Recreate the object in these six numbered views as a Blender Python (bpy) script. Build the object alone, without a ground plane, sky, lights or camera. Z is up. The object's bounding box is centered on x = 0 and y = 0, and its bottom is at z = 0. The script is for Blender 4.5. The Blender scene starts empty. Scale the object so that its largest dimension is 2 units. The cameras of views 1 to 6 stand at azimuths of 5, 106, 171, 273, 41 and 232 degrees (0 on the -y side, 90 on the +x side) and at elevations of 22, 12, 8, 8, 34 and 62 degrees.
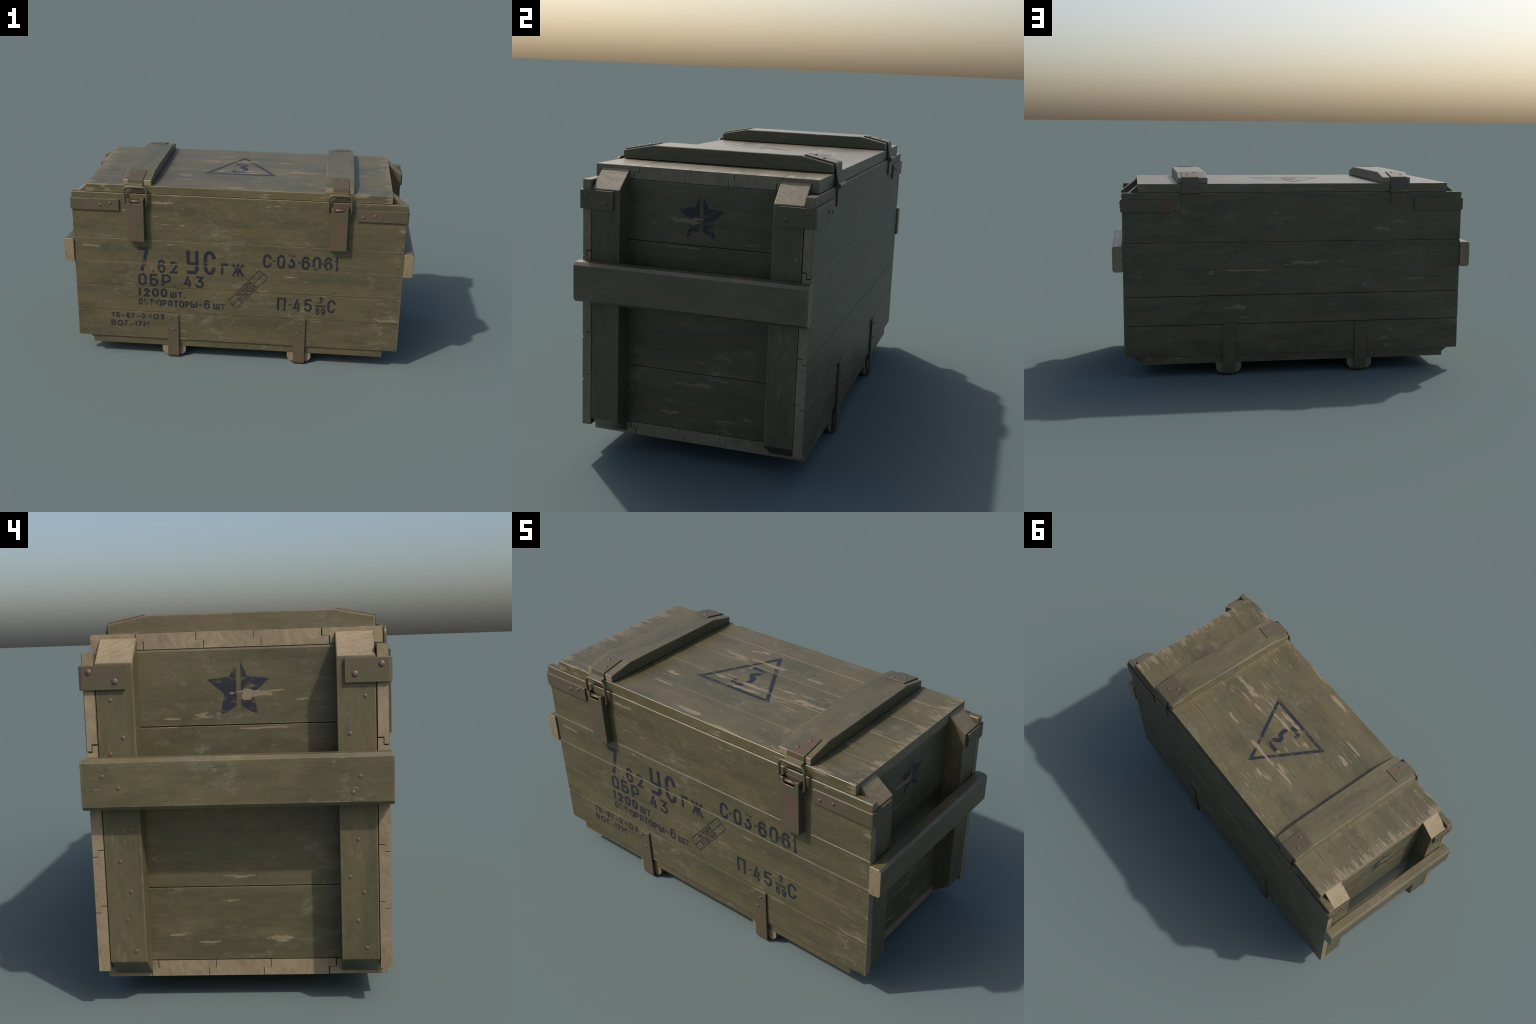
# Weathered olive ammunition crate: ship-lapped planks, corner posts, carrying
# handles, steel brackets, latches, hinges, skids and stencilled marks.
import bpy, bmesh, math, random
from mathutils import Vector, noise

random.seed(7)
COL = bpy.context.scene.collection

# ---------------------------------------------------------------- dimensions
YC = 0.0085                       # the body sits slightly behind the origin
X_SIDE = 0.943                    # half length of side planks
Y_SIDE = 0.4128                   # half depth, outer face of side planks
T_SIDE = 0.0325
Z_SIDE0, Z_SIDE1 = 0.1155, 1.0113
X_LID, Y_LID = 0.8585, 0.4043
Z_LID0, Z_LID1 = 1.0135, 1.0587
Z_BASE0, Z_BASE1 = 0.068, 0.1150
X_END = 0.8595
LAP = 0.0195                      # step of the ship-lap joints
SEAMS_SIDE = (0.7402, 0.5945, 0.4462, 0.2858)
SEAMS_LID = (-0.2295, -0.0417, 0.1177, 0.2863)
SEAMS_END = (0.333, 0.797)
Z_BATTEN_END, Z_BATTEN = 1.0905, 1.1145
FRONT = YC - Y_SIDE               # -0.4043
BACK = YC + Y_SIDE

# ================================================================= materials
class Net:
    """Tiny helper for writing node trees as expressions."""
    def __init__(self, name):
        self.mat = bpy.data.materials.new(name)
        self.mat.use_nodes = True
        self.t = self.mat.node_tree
        self.t.nodes.clear()
        self.out = self.t.nodes.new("ShaderNodeOutputMaterial")
        self.co = self.t.nodes.new("ShaderNodeTexCoord").outputs["Object"]

    def put(self, sock, val):
        if isinstance(val, bpy.types.NodeSocket):
            self.t.links.new(val, sock)
        elif val is not None:
            sock.default_value = val

    def math(self, op, a, b=None, c=None, clamp=False):
        n = self.t.nodes.new("ShaderNodeMath"); n.operation = op; n.use_clamp = clamp
        for i, v in enumerate((a, b, c)):
            self.put(n.inputs[i], v)
        return n.outputs[0]

    def vmath(self, op, a, b=None):
        n = self.t.nodes.new("ShaderNodeVectorMath"); n.operation = op
        self.put(n.inputs[0], a); self.put(n.inputs[1], b)
        return n.outputs["Value"] if op in ("LENGTH", "DOT_PRODUCT") else n.outputs[0]

    def scaled(self, vec, s, off=(0, 0, 0)):
        n = self.t.nodes.new("ShaderNodeMapping")
        self.put(n.inputs["Vector"], vec)
        n.inputs["Scale"].default_value = s
        n.inputs["Location"].default_value = off
        return n.outputs[0]

    def noise(self, vec, scale, detail=4.0, rough=0.55, dist=0.0, color=False):
        n = self.t.nodes.new("ShaderNodeTexNoise")
        self.put(n.inputs["Vector"], vec)
        n.inputs["Scale"].default_value = scale
        n.inputs["Detail"].default_value = detail
        n.inputs["Roughness"].default_value = rough
        n.inputs["Distortion"].default_value = dist
        return n.outputs["Color" if color else "Fac"]

    def wave(self, vec, scale, dist, detail=3.0, dscale=1.0):
        n = self.t.nodes.new("ShaderNodeTexWave")
        self.put(n.inputs["Vector"], vec)
        n.inputs["Scale"].default_value = scale
        n.inputs["Distortion"].default_value = dist
        n.inputs["Detail"].default_value = detail
        n.inputs["Detail Scale"].default_value = dscale
        return n.outputs["Fac"]

    def step(self, v, lo, hi):
        n = self.t.nodes.new("ShaderNodeMapRange")
        n.interpolation_type = 'SMOOTHSTEP'
        self.put(n.inputs["Value"], v)
        n.inputs["From Min"].default_value = lo
        n.inputs["From Max"].default_value = hi
        return n.outputs[0]

    def mix(self, f, a, b, mode='MIX'):
        n = self.t.nodes.new("ShaderNodeMix"); n.data_type = 'RGBA'; n.blend_type = mode
        n.clamp_factor = True
        self.put(n.inputs[0], f)
        for s, v in ((n.inputs[6], a), (n.inputs[7], b)):
            if isinstance(v, tuple) and len(v) == 3:
                v = (*v, 1.0)
            self.put(s, v)
        return n.outputs[2]

    def edge(self, radius):
        """0 on flats, rising towards convex edges of the same piece."""
        b = self.t.nodes.new("ShaderNodeBevel"); b.samples = 6
        b.inputs["Radius"].default_value = radius
        g = self.t.nodes.new("ShaderNodeNewGeometry")
        d = self.vmath("DOT_PRODUCT", b.outputs[0], g.outputs["Normal"])
        return self.math("SUBTRACT", 1.0, d, clamp=True)

    def blobs(self, spots, plane, wob=0.5, nscale=26.0, stretch=(1, 1, 1)):
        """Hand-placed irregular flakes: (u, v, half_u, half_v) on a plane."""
        nz = self.noise(self.scaled(self.co, stretch), nscale, 5.0, 0.65, 0.0, True)
        nz = self.vmath("SUBTRACT", nz, (0.5, 0.5, 0.5))
        iu, iv = plane
        total = None
        for (u, v, hu, hv) in spots:
            s = [0.0, 0.0, 0.0]; o = [0.0, 0.0, 0.0]
            s[iu] = 1 / hu; s[iv] = 1 / hv
            o[iu] = -u / hu; o[iv] = -v / hv
            p = self.scaled(self.co, s, o)
            w = self.vmath("MULTIPLY", nz, (wob * 6.0,) * 3)
            m = [0.0, 0.0, 0.0]; m[iu] = 0.55; m[iv] = 1.0
            w = self.vmath("MULTIPLY", w, tuple(m))
            d = self.vmath("LENGTH", self.vmath("ADD", p, w))
            k = self.step(d, 1.03, 0.95)
            total = k if total is None else self.math("MAXIMUM", total, k)
        return total

    def surface(self, color, rough, height=None, strength=0.3, dist=0.002, metallic=0.0, spec=0.5):
        p = self.t.nodes.new("ShaderNodeBsdfPrincipled")
        self.put(p.inputs["Base Color"], color)
        self.put(p.inputs["Roughness"], rough)
        self.put(p.inputs["Metallic"], metallic)
        p.inputs["Specular IOR Level"].default_value = spec
        if height is not None:
            b = self.t.nodes.new("ShaderNodeBump")
            b.inputs["Strength"].default_value = strength
            b.inputs["Distance"].default_value = dist
            self.put(b.inputs["Height"], height)
            self.t.links.new(b.outputs[0], p.inputs["Normal"])
        self.t.links.new(p.outputs[0], self.out.inputs["Surface"])
        return self.mat

OLIVE = (0.087, 0.0735, 0.0360)
OLIVE_DARK = (0.063, 0.0555, 0.0275)
OLIVE_BROWN = (0.099, 0.078, 0.0375)
TAN = (0.240, 0.184, 0.110)
INK = (0.010, 0.010, 0.020)

def grain_scale(axis, k):
    return tuple(k if a == axis else 1.0 for a in "xyz")

def painted(n, axis, chip=0.62, edge=0.7, chips=None, plane=None, scuff=0.5, seed=0.0, gloss=0.29, bands=None, base_wear=0.2, fringe=None, nicks=0.715, tint=(1, 1, 1)):
    """Olive paint on wood: returns colour, roughness, height sockets."""
    off = (seed * 3.1, seed * 1.7, seed * 2.3)
    g = n.scaled(n.co, grain_scale(axis, 0.10), off)
    g2 = n.scaled(n.co, grain_scale(axis, 0.25), off)
    iso = n.scaled(n.co, (1, 1, 1), off)
    soft = n.noise(g2, 10.0, 5.0, 0.62)
    cloud = n.noise(n.scaled(n.co, grain_scale(axis, 0.35), (off[1], off[2], off[0])), 6.5, 4.0, 0.6)
    mottle = n.noise(iso, 38.0, 5.0, 0.68)
    streak = n.noise(g, 60.0, 5.0, 0.65, 0.3)
    fine = n.noise(g, 230.0, 3.0, 0.6)
    col = n.mix(n.step(soft, 0.34, 0.62), OLIVE_DARK, OLIVE)
    col = n.mix(n.math("MULTIPLY", n.step(cloud, 0.46, 0.68), 0.8), col, OLIVE_BROWN)
    # grain and mottling, lighter and darker
    tone = n.math("ADD", n.math("MULTIPLY", streak, 0.50), n.math("MULTIPLY", fine, 0.35))
    tone = n.math("ADD", tone, n.math("MULTIPLY", mottle, 0.50))
    tone = n.math("ADD", tone, 0.34)
    grey = n.t.nodes.new("ShaderNodeCombineColor")
    for i in range(3):
        n.put(grey.inputs[i], tone)
    col = n.mix(1.0, col, grey.outputs[0], 'MULTIPLY')
    if tint != (1, 1, 1):
        col = n.mix(1.0, col, tint, 'MULTIPLY')
    # pale dusty scuffs, clustered
    sc = n.noise(n.scaled(n.co, grain_scale(axis, 0.45), off), 30.0, 7.0, 0.72)
    region = n.noise(n.scaled(n.co, (1, 1, 1), (off[1] + 4, off[0], off[2])), 5.0, 3.0)
    sc = n.math("ADD", sc, n.math("MULTIPLY", n.math("SUBTRACT", region, 0.5), 0.6))
    sc = n.math("MULTIPLY", n.step(sc, 0.54, 0.74), scuff)
    col = n.mix(sc, col, (0.158, 0.146, 0.104))
    # small pale flecks
    fk = n.noise(n.scaled(n.co, grain_scale(axis, 0.35), (off[2], off[1], off[0])), 75.0, 4.0, 0.6)
    fk = n.math("ADD", fk, n.math("MULTIPLY", n.math("SUBTRACT", region, 0.5), 0.35))
    fk = n.math("MULTIPLY", n.step(fk, 0.67, 0.73), 0.40)
    col = n.mix(fk, col, (0.215, 0.200, 0.145))
    # flaked paint along the grain
    fl = n.noise(n.scaled(n.co, grain_scale(axis, 0.17), off), 34.0, 6.0, 0.68)
    area = n.noise(n.scaled(n.co, grain_scale(axis, 0.5), (off[2], off[0] + 7, off[1])), 5.0, 3.0)
    fl = n.math("ADD", fl, n.math("MULTIPLY", n.math("SUBTRACT", area, 0.5), 0.6))
    flake = n.step(fl, chip, chip + 0.032)
    if chips:
        sp = n.blobs(chips, plane, 1.0, 44.0, grain_scale(axis, 0.28))
        flake = n.math("MAXIMUM", flake, sp)
    # worn arrises: bare where rubbed most, ragged towards the face
    e = n.edge(0.011)
    wear_n = n.noise(iso, 34.0, 6.0, 0.72)
    wear_l = n.noise(iso, 7.0, 2.0)
    ew = n.math("ADD", n.math("MULTIPLY", e, 1.9), n.math("MULTIPLY", n.math("SUBTRACT", wear_n, 0.5), 1.1))
    ew = n.math("ADD", ew, n.math("MULTIPLY", n.math("SUBTRACT", wear_l, 0.5), 0.7))
    ew = n.math("MULTIPLY", n.step(ew, 0.10, 0.42), n.step(e, 0.004, 0.05))
    ew = n.math("MULTIPLY", ew, edge)
    xyz = n.t.nodes.new("ShaderNodeSeparateXYZ"); n.put(xyz.inputs[0], n.co)
    if bands:                                    # (axis, centre, half width, strength): where hands and loads rub
        amount = base_wear
        for ax_, c0, hw, k in bands:
            d = n.math("ABSOLUTE", n.math("SUBTRACT", xyz.outputs["xyz".index(ax_)], c0))
            if ax_ == 'x':
                d = n.math("ABSOLUTE", n.math("SUBTRACT", n.math("ABSOLUTE", xyz.outputs[0]), c0))
            amount = n.math("MAXIMUM", amount, n.math("MULTIPLY", n.step(d, hw + 0.004, hw), k))
        ew = n.math("MULTIPLY", ew, amount)
    if fringe:                                   # ragged bare fringe running in from the sawn ends
        fr = n.step(n.math("ABSOLUTE", xyz.outputs[0]), fringe - 0.13, fringe + 0.01)
        fr = n.math("ADD", n.math("MULTIPLY", fr, 0.30), n.noise(n.scaled(n.co, grain_scale(axis, 0.14), off), 60.0, 6.0, 0.7))
        flake = n.math("MAXIMUM", flake, n.math("MULTIPLY", n.step(fr, 0.775, 0.835), 0.8))
    # many fine nicks and scratches along the grain
    ni = n.noise(n.scaled(n.co, grain_scale(axis, 0.13), (off[1] + 3, off[2], off[0])), 95.0, 4.0, 0.62)
    ni = n.math("ADD", ni, n.math("MULTIPLY", n.math("SUBTRACT", area, 0.5), 0.45))
    flake = n.math("MAXIMUM", flake, n.math("MULTIPLY", n.step(ni, nicks, nicks + 0.035), 0.85))
    bare = n.mix(n.noise(g, 120.0, 4.0, 0.6), TAN, (0.170, 0.126, 0.074))
    col = n.mix(n.math("MULTIPLY", flake, 0.80), col, bare)
    col = n.mix(ew, col, bare)
    # tiny dark pits
    v = n.t.nodes.new("ShaderNodeTexVoronoi")
    n.put(v.inputs["Vector"], n.scaled(n.co, grain_scale(axis, 0.6), off))
    v.inputs["Scale"].default_value = 34.0
    pits = n.step(v.outputs["Distance"], 0.085, 0.04)
    pits = n.math("MULTIPLY", pits, n.step(region, 0.46, 0.54))
    col = n.mix(n.math("MULTIPLY", pits, 0.6), col, (0.020, 0.019, 0.013))
    rough = n.math("ADD", n.math("MULTIPLY", soft, 0.16), gloss)
    rough = n.math("ADD", rough, n.math("MULTIPLY", mottle, 0.12))
    rough = n.math("ADD", rough, n.math("MULTIPLY", flake, 0.25), clamp=True)
    h = n.math("ADD", n.math("MULTIPLY", streak, 0.6), n.math("MULTIPLY", fine, 0.25))
    h = n.math("ADD", h, n.math("MULTIPLY", mottle, 0.35))
    h = n.math("SUBTRACT", h, n.math("MULTIPLY", flake, 0.45))
    h = n.math("SUBTRACT", h, n.math("MULTIPLY", pits, 0.8))
    return col, rough, h

def paint_material(name, axis, spec=0.5, **kw):
    n = Net(name)
    c, r, h = painted(n, axis, **kw)
    return n.surface(c, r, h, 0.35, 0.0018, spec=spec)

def ink_material(name, axis, fades, plane, wear=0.64, **kw):
    """Stencil ink lying on the same paint, worn through in places."""
    n = Net(name)
    c, r, h = painted(n, axis, edge=0.0, **dict(kw, plane=plane))
    w = n.noise(n.scaled(n.co, grain_scale(axis, 0.45)), 70.0, 5.0, 0.7)
    big = n.noise(n.scaled(n.co, (1, 1, 1), (3, 1, 2)), 12.0, 2.0)
    w = n.math("ADD", w, n.math("MULTIPLY", n.math("SUBTRACT", big, 0.5), 0.45))
    if fades:
        w = n.math("ADD", w, n.math("MULTIPLY", n.blobs(fades, plane, 0.25, 18.0), 0.125))
    worn = n.math("MULTIPLY", n.step(w, wear - 0.07, wear + 0.05), 0.88)
    thin = n.step(n.noise(n.scaled(n.co, grain_scale(axis, 0.3), (1, 8, 2)), 150.0, 4.0, 0.7), 0.58, 0.78)
    worn = n.math("MAXIMUM", worn, n.math("MULTIPLY", thin, 0.5))
    if kw.get("chips"):
        worn = n.math("MAXIMUM", worn, n.blobs(kw["chips"], plane, 1.0, 44.0, grain_scale(axis, 0.28)))
    ink = n.mix(0.05, INK, c)
    return n.surface(n.mix(worn, ink, c), r, h, 0.3, 0.0015)

def bare_material(name, plane):
    """Unpainted end grain: pale tan with curved, saw-marked rings."""
    n = Net(name)
    iu, iv = plane
    flat = [1.0, 1.0, 1.0]
    big = n.noise(n.co, 6.0, 3.0, 0.5)
    warp = n.vmath("ADD", n.co, n.vmath("MULTIPLY", n.noise(n.co, 3.0, 2.0, 0.5, 0.0, True), (0.35, 0.35, 0.35)))
    diag = n.scaled(warp, (0.6, 1.0, 0.75))
    rings = n.wave(diag, 30.0, 5.0, 3.0, 2.0)
    speck = n.noise(n.co, 90.0, 5.0, 0.7)
    col = n.mix(n.step(big, 0.35, 0.7), (0.205, 0.157, 0.094), (0.255, 0.196, 0.118))
    col = n.mix(n.math("MULTIPLY", rings, 0.32), col, (0.150, 0.110, 0.064))
    col = n.mix(n.math("MULTIPLY", n.step(speck, 0.55, 0.75), 0.5), col, (0.150, 0.108, 0.064))
    grime = n.noise(n.scaled(n.co, (1, 1, 1), (4, 4, 1)), 22.0, 7.0, 0.75)
    col = n.mix(n.math("MULTIPLY", n.step(grime, 0.46, 0.70), 0.55), col, (0.105, 0.084, 0.048))
    e = n.step(n.edge(0.006), 0.02, 0.25)
    col = n.mix(n.math("MULTIPLY", e, 0.35), col, (0.270, 0.205, 0.128))
    h = n.math("ADD", n.math("MULTIPLY", rings, 0.5), n.math("MULTIPLY", speck, 0.5))
    return n.surface(col, 0.62, h, 0.35, 0.0018)

def metal_material(name, rivet=False):
    n = Net(name)
    patch = n.noise(n.co, 7.0, 4.0, 0.6)
    rust = n.noise(n.scaled(n.co, (1, 1, 1), (5, 2, 9)), 11.0, 5.0, 0.65)
    fine = n.noise(n.co, 120.0, 4.0, 0.65)
    col = n.mix(n.step(patch, 0.40, 0.62), (0.090, 0.080, 0.044), (0.112, 0.081, 0.053))
    if rivet:
        col = n.mix(n.step(patch, 0.35, 0.65), (0.118, 0.062, 0.047), (0.118, 0.095, 0.080))
    col = n.mix(n.math("MULTIPLY", n.step(rust, 0.56, 0.70), 0.75), col, (0.150, 0.062, 0.044))
    col = n.mix(n.math("MULTIPLY", n.step(fine, 0.5, 0.8), 0.35), col, (0.065, 0.048, 0.034))
    e = n.step(n.edge(0.005), 0.02, 0.25)
    col = n.mix(n.math("MULTIPLY", e, n.math("MULTIPLY", n.step(rust, 0.40, 0.55), 0.5)), col, (0.190, 0.105, 0.080))
    rough = n.math("ADD", n.math("MULTIPLY", fine, 0.25), 0.30 if not rivet else 0.30)
    return n.surface(col, rough, n.math("ADD", fine, n.math("MULTIPLY", patch, 2.0)), 0.12, 0.001,
                     0.25)

CHIPS_LID = [(-0.02, 0.168, 0.120, 0.008), (-0.17, 0.143, 0.045, 0.009), (0.033, -0.034, 0.048, 0.008),
             (0.02, -0.078, 0.075, 0.010), (-0.13, -0.045, 0.032, 0.008), (0.35, -0.018, 0.100, 0.010),
             (0.215, 0.018, 0.024, 0.005), (-0.225, 0.160, 0.065, 0.007), (-0.335, -0.155, 0.045, 0.009),
             (-0.03, -0.362, 0.075, 0.007), (0.24, 0.165, 0.040, 0.006), (-0.32, -0.245, 0.065, 0.007),
             (0.16, -0.388, 0.080, 0.006), (0.31, 0.030, 0.055, 0.005), (-0.10, -0.016, 0.035, 0.004),
             (0.10, -0.030, 0.030, 0.004)]
CHIPS_BACK = [(-0.06, 0.622, 0.110, 0.013), (-0.265, 0.627, 0.032, 0.004), (0.29, 0.587, 0.14, 0.006),
              (0.33, 0.378, 0.06, 0.011), (-0.48, 0.808, 0.055, 0.012), (0.465, 0.57, 0.022, 0.008),
              (-0.70, 0.52, 0.05, 0.004)]
CHIPS_FRONT = [(-0.44, 0.967, 0.045, 0.008), (0.30, 0.551, 0.040, 0.005), (0.87, 0.311, 0.065, 0.007),
               (-0.85, 0.69, 0.05, 0.005)]
CHIPS_END = [(-0.040, 0.886, 0.055, 0.009), (-0.100, 0.8915, 0.020, 0.003), (-0.018, 0.876, 0.016, 0.006),
             (0.195, 0.818, 0.022, 0.003), (-0.17, 0.866, 0.017, 0.003), (-0.085, 0.880, 0.008, 0.004),
             (0.115, 0.169, 0.030, 0.003), (-0.095, 0.176, 0.032, 0.006), (0.20, 0.19, 0.02, 0.004),
             (-0.07, 0.788, 0.060, 0.003)]
FRONT_FADES = [(-0.50, 0.345, 0.045, 0.035), (-0.475, 0.335, 0.025, 0.03), (0.318, 0.675, 0.025, 0.022),
               (-0.505, 0.248, 0.045, 0.025), (-0.555, 0.60, 0.03, 0.018), (0.455, 0.612, 0.03, 0.018),
               (0.575, 0.345, 0.02, 0.025), (-0.525, 0.195, 0.02, 0.02), (-0.35, 0.61, 0.03, 0.015),
               (0.49, 0.402, 0.02, 0.014), (0.03, 0.40, 0.03, 0.02)]

RIM_LID = [('x', X_LID, 0.014, 1.0), ('y', YC - Y_LID, 0.014, 1.0), ('y', YC + Y_LID, 0.014, 1.0),
           ('y', SEAMS_LID[0], 0.008, 0.45), ('y', SEAMS_LID[1], 0.008, 0.35)]
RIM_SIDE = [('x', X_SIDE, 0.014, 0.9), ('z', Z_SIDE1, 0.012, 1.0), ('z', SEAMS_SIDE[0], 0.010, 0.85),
            ('z', SEAMS_SIDE[1], 0.010, 0.7)]
TOP_TINT = (1.08, 1.05, 0.88)                    # lid base colour tinted yellower to offset its bluish sky sheen
M_FRONT = paint_material("paint_front", 'x', chip=0.70, edge=0.8, chips=CHIPS_FRONT, plane=(0, 2), scuff=0.42, seed=1,
                         bands=RIM_SIDE)
M_BACK = paint_material("paint_back", 'x', chip=0.70, edge=0.8, chips=CHIPS_BACK, plane=(0, 2), scuff=0.42, seed=2,
                        bands=RIM_SIDE)
M_LID = paint_material("paint_lid", 'x', chip=0.655, edge=0.95, chips=CHIPS_LID, plane=(0, 1), scuff=0.35, seed=3, gloss=0.24, nicks=0.640,
                       bands=RIM_LID, base_wear=0.12, fringe=X_LID - 0.014, spec=0.75, tint=TOP_TINT)
M_BASE = paint_material("paint_base", 'x', chip=0.68, edge=0.5, seed=4)
M_END = paint_material("paint_end", 'y', chip=0.68, edge=0.4, chips=CHIPS_END, plane=(1, 2), scuff=0.6, seed=5)
M_POST = paint_material("paint_post", 'z', chip=0.74, edge=0.9, scuff=0.55, seed=6)
M_CROSS = paint_material("paint_crosspiece", 'y', chip=0.74, edge=1.0, scuff=0.45, seed=7, spec=0.75, gloss=0.25, tint=(1.04, 1.02, 0.92))  # full edge paling draws the sunlit glint along batten and handle bevels
M_BARE = bare_material("bare_end_grain", (1, 2))
M_METAL = metal_material("rusted_painted_steel")
M_RIVET = metal_material("rivet_steel", True)
M_INK_FRONT = ink_material("stencil_ink_front", 'x', FRONT_FADES, (0, 2), wear=0.655, chip=0.70, chips=CHIPS_FRONT,
                           scuff=0.42, seed=1)
M_INK_LID = ink_material("stencil_ink_lid", 'x', [(-0.10, -0.10, 0.05, 0.02), (0.01, -0.045, 0.012, 0.012)],
                         (0, 1), wear=0.64, chip=0.655, nicks=0.640, chips=CHIPS_LID, scuff=0.35, seed=3, tint=TOP_TINT)
M_INK_END = ink_material("stencil_ink_end", 'y', [(0.016, 0.960, 0.014, 0.012)], (1, 2), wear=0.56, chip=0.68,
                         chips=CHIPS_END, scuff=0.6, seed=5)

# ================================================================== geometry
def new_obj(name, me, parent, mats):
    ob = bpy.data.objects.new(name, me)
    COL.objects.link(ob)
    ob.parent = parent
    for m in mats:
        if m.name not in [x.name for x in me.materials if x]:
            me.materials.append(m)
    return ob

def mesh_of(bm, name, smooth=False):
    bmesh.ops.recalc_face_normals(bm, faces=bm.faces)
    me = bpy.data.meshes.new(name)
    bm.to_mesh(me); bm.free()
    if smooth:
        for p in me.polygons:
            p.use_smooth = True
    return me

def place(axis, a, u, v):
    """axis = extrusion axis; (u, v) the two remaining axes in xyz order."""
    return {'x': (a, u, v), 'y': (u, a, v), 'z': (u, v, a)}[axis]

def prism(profile, axis, a0, a1, segs=1):
    bm = bmesh.new()
    rings = []
    for i in range(segs + 1):
        a = a0 + (a1 - a0) * i / segs
        rings.append([bm.verts.new(place(axis, a, u, v)) for u, v in profile])
    k = len(profile)
    for i in range(segs):
        for j in range(k):
            bm.faces.new((rings[i][j], rings[i][(j + 1) % k], rings[i + 1][(j + 1) % k], rings[i + 1][j]))
    bm.faces.new(list(reversed(rings[0])))
    bm.faces.new(rings[-1])
    bmesh.ops.recalc_face_normals(bm, faces=bm.faces)
    return bm

def chamfer(bm, w, segs=1, angle=30):
    lim = math.radians(angle)
    ed = [e for e in bm.edges if len(e.link_faces) == 2 and e.calc_face_angle(0) > lim]
    bmesh.ops.bevel(bm, geom=ed, offset=w, segments=segs, profile=0.6, affect='EDGES', clamp_overlap=True)
    return bm

def roughen(bm, axis, amp, seed, freq=14.0, nick=0.0):
    """Slightly uneven sawn arrises; verts move across the grain only."""
    ia = "xyz".index(axis)
    c = sum((v.co for v in bm.verts), Vector()) / len(bm.verts)
    for v in bm.verts:
        p = Vector((v.co.x * 1.3 + seed, v.co.y * 1.3 + seed * 2, v.co.z * 1.3))
        p[ia] = v.co[ia] * freq + seed * 5
        d = noise.noise_vector(p) * amp
        if nick:
            q = p.copy(); q[ia] *= 1.7
            s = max(0.0, noise.noise(q + Vector((9, 3, 1))) - 0.42) * nick
            d += (c - v.co).normalized() * s * 4
        d[ia] = 0
        v.co += d
    return bm

def bare_ends(bm, axis, lim=0.95, slot=1):
    ia = "xyz".index(axis)
    for f in bm.faces:
        if abs(f.normal[ia]) > lim:
            f.material_index = slot

def path_band(path, t):
    """Closed outline of a strip of thickness t lying on the LEFT of a path."""
    pts = [Vector(p) for p in path]
    out = []
    for i, p in enumerate(pts):
        d0 = (p - pts[i - 1]).normalized() if i else (pts[1] - p).normalized()
        d1 = (pts[i + 1] - p).normalized() if i < len(pts) - 1 else d0
        n0, n1 = Vector((-d0.y, d0.x)), Vector((-d1.y, d1.x))
        m = (n0 + n1).normalized()
        out.append(p + m * (t / max(0.3, m.dot(n0))))
    return [tuple(p) for p in pts] + [tuple(p) for p in reversed(out)]

def arc(cx, cy, r, a0, a1, k=6):
    return [(cx + r * math.cos(math.radians(a0 + (a1 - a0) * i / k)),
             cy + r * math.sin(math.radians(a0 + (a1 - a0) * i / k))) for i in range(k + 1)]

def rounded(path, r, k=4):
    """Round the inner corners of an open 2D path."""
    pts = [Vector(p) for p in path]
    out = [tuple(pts[0])]
    for i in range(1, len(pts) - 1):
        a = (pts[i - 1] - pts[i]); b = (pts[i + 1] - pts[i])
        rr = min(r, a.length * 0.45, b.length * 0.45)
        p0 = pts[i] + a.normalized() * rr; p1 = pts[i] + b.normalized() * rr
        for j in range(k + 1):
            t = j / k
            q = p0 * (1 - t) ** 2 + pts[i] * 2 * t * (1 - t) + p1 * t * t
            out.append(tuple(q))
    out.append(tuple(pts[-1]))
    return out

def tube(points, r, closed=False, k=10):
    """Round bar along 3D points."""
    bm = bmesh.new()
    P = [Vector(p) for p in points]; m = len(P); rings = []
    for i in range(m):
        a = P[i - 1] if (i or closed) else P[i]
        b = P[(i + 1) % m] if (i < m - 1 or closed) else P[i]
        t = (b - a).normalized()
        up = Vector((0, 1, 0)) if abs(t.y) < 0.9 else Vector((0, 0, 1))
        s = t.cross(up).normalized(); u = s.cross(t).normalized()
        rings.append([bm.verts.new(P[i] + (s * math.cos(2 * math.pi * j / k) + u * math.sin(2 * math.pi * j / k)) * r)
                      for j in range(k)])
    for i in range(m if closed else m - 1):
        A, B = rings[i], rings[(i + 1) % m]
        for j in range(k):
            bm.faces.new((A[j], A[(j + 1) % k], B[(j + 1) % k], B[j]))
    if not closed:
        bm.faces.new(list(reversed(rings[0]))); bm.faces.new(rings[-1])
    return bm

def box(x0, x1, y0, y1, z0, z1):
    return prism([(y0, z0), (y1, z0), (y1, z1), (y0, z1)], 'x', x0, x1)

# ------------------------------------------------------------------ the thing
root = bpy.data.objects.new("ammunition_crate", None)
COL.objects.link(root)
root["label"] = "weathered olive green wooden ammunition crate with steel latches and stencils"
root["category"] = "wooden crate"

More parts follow.
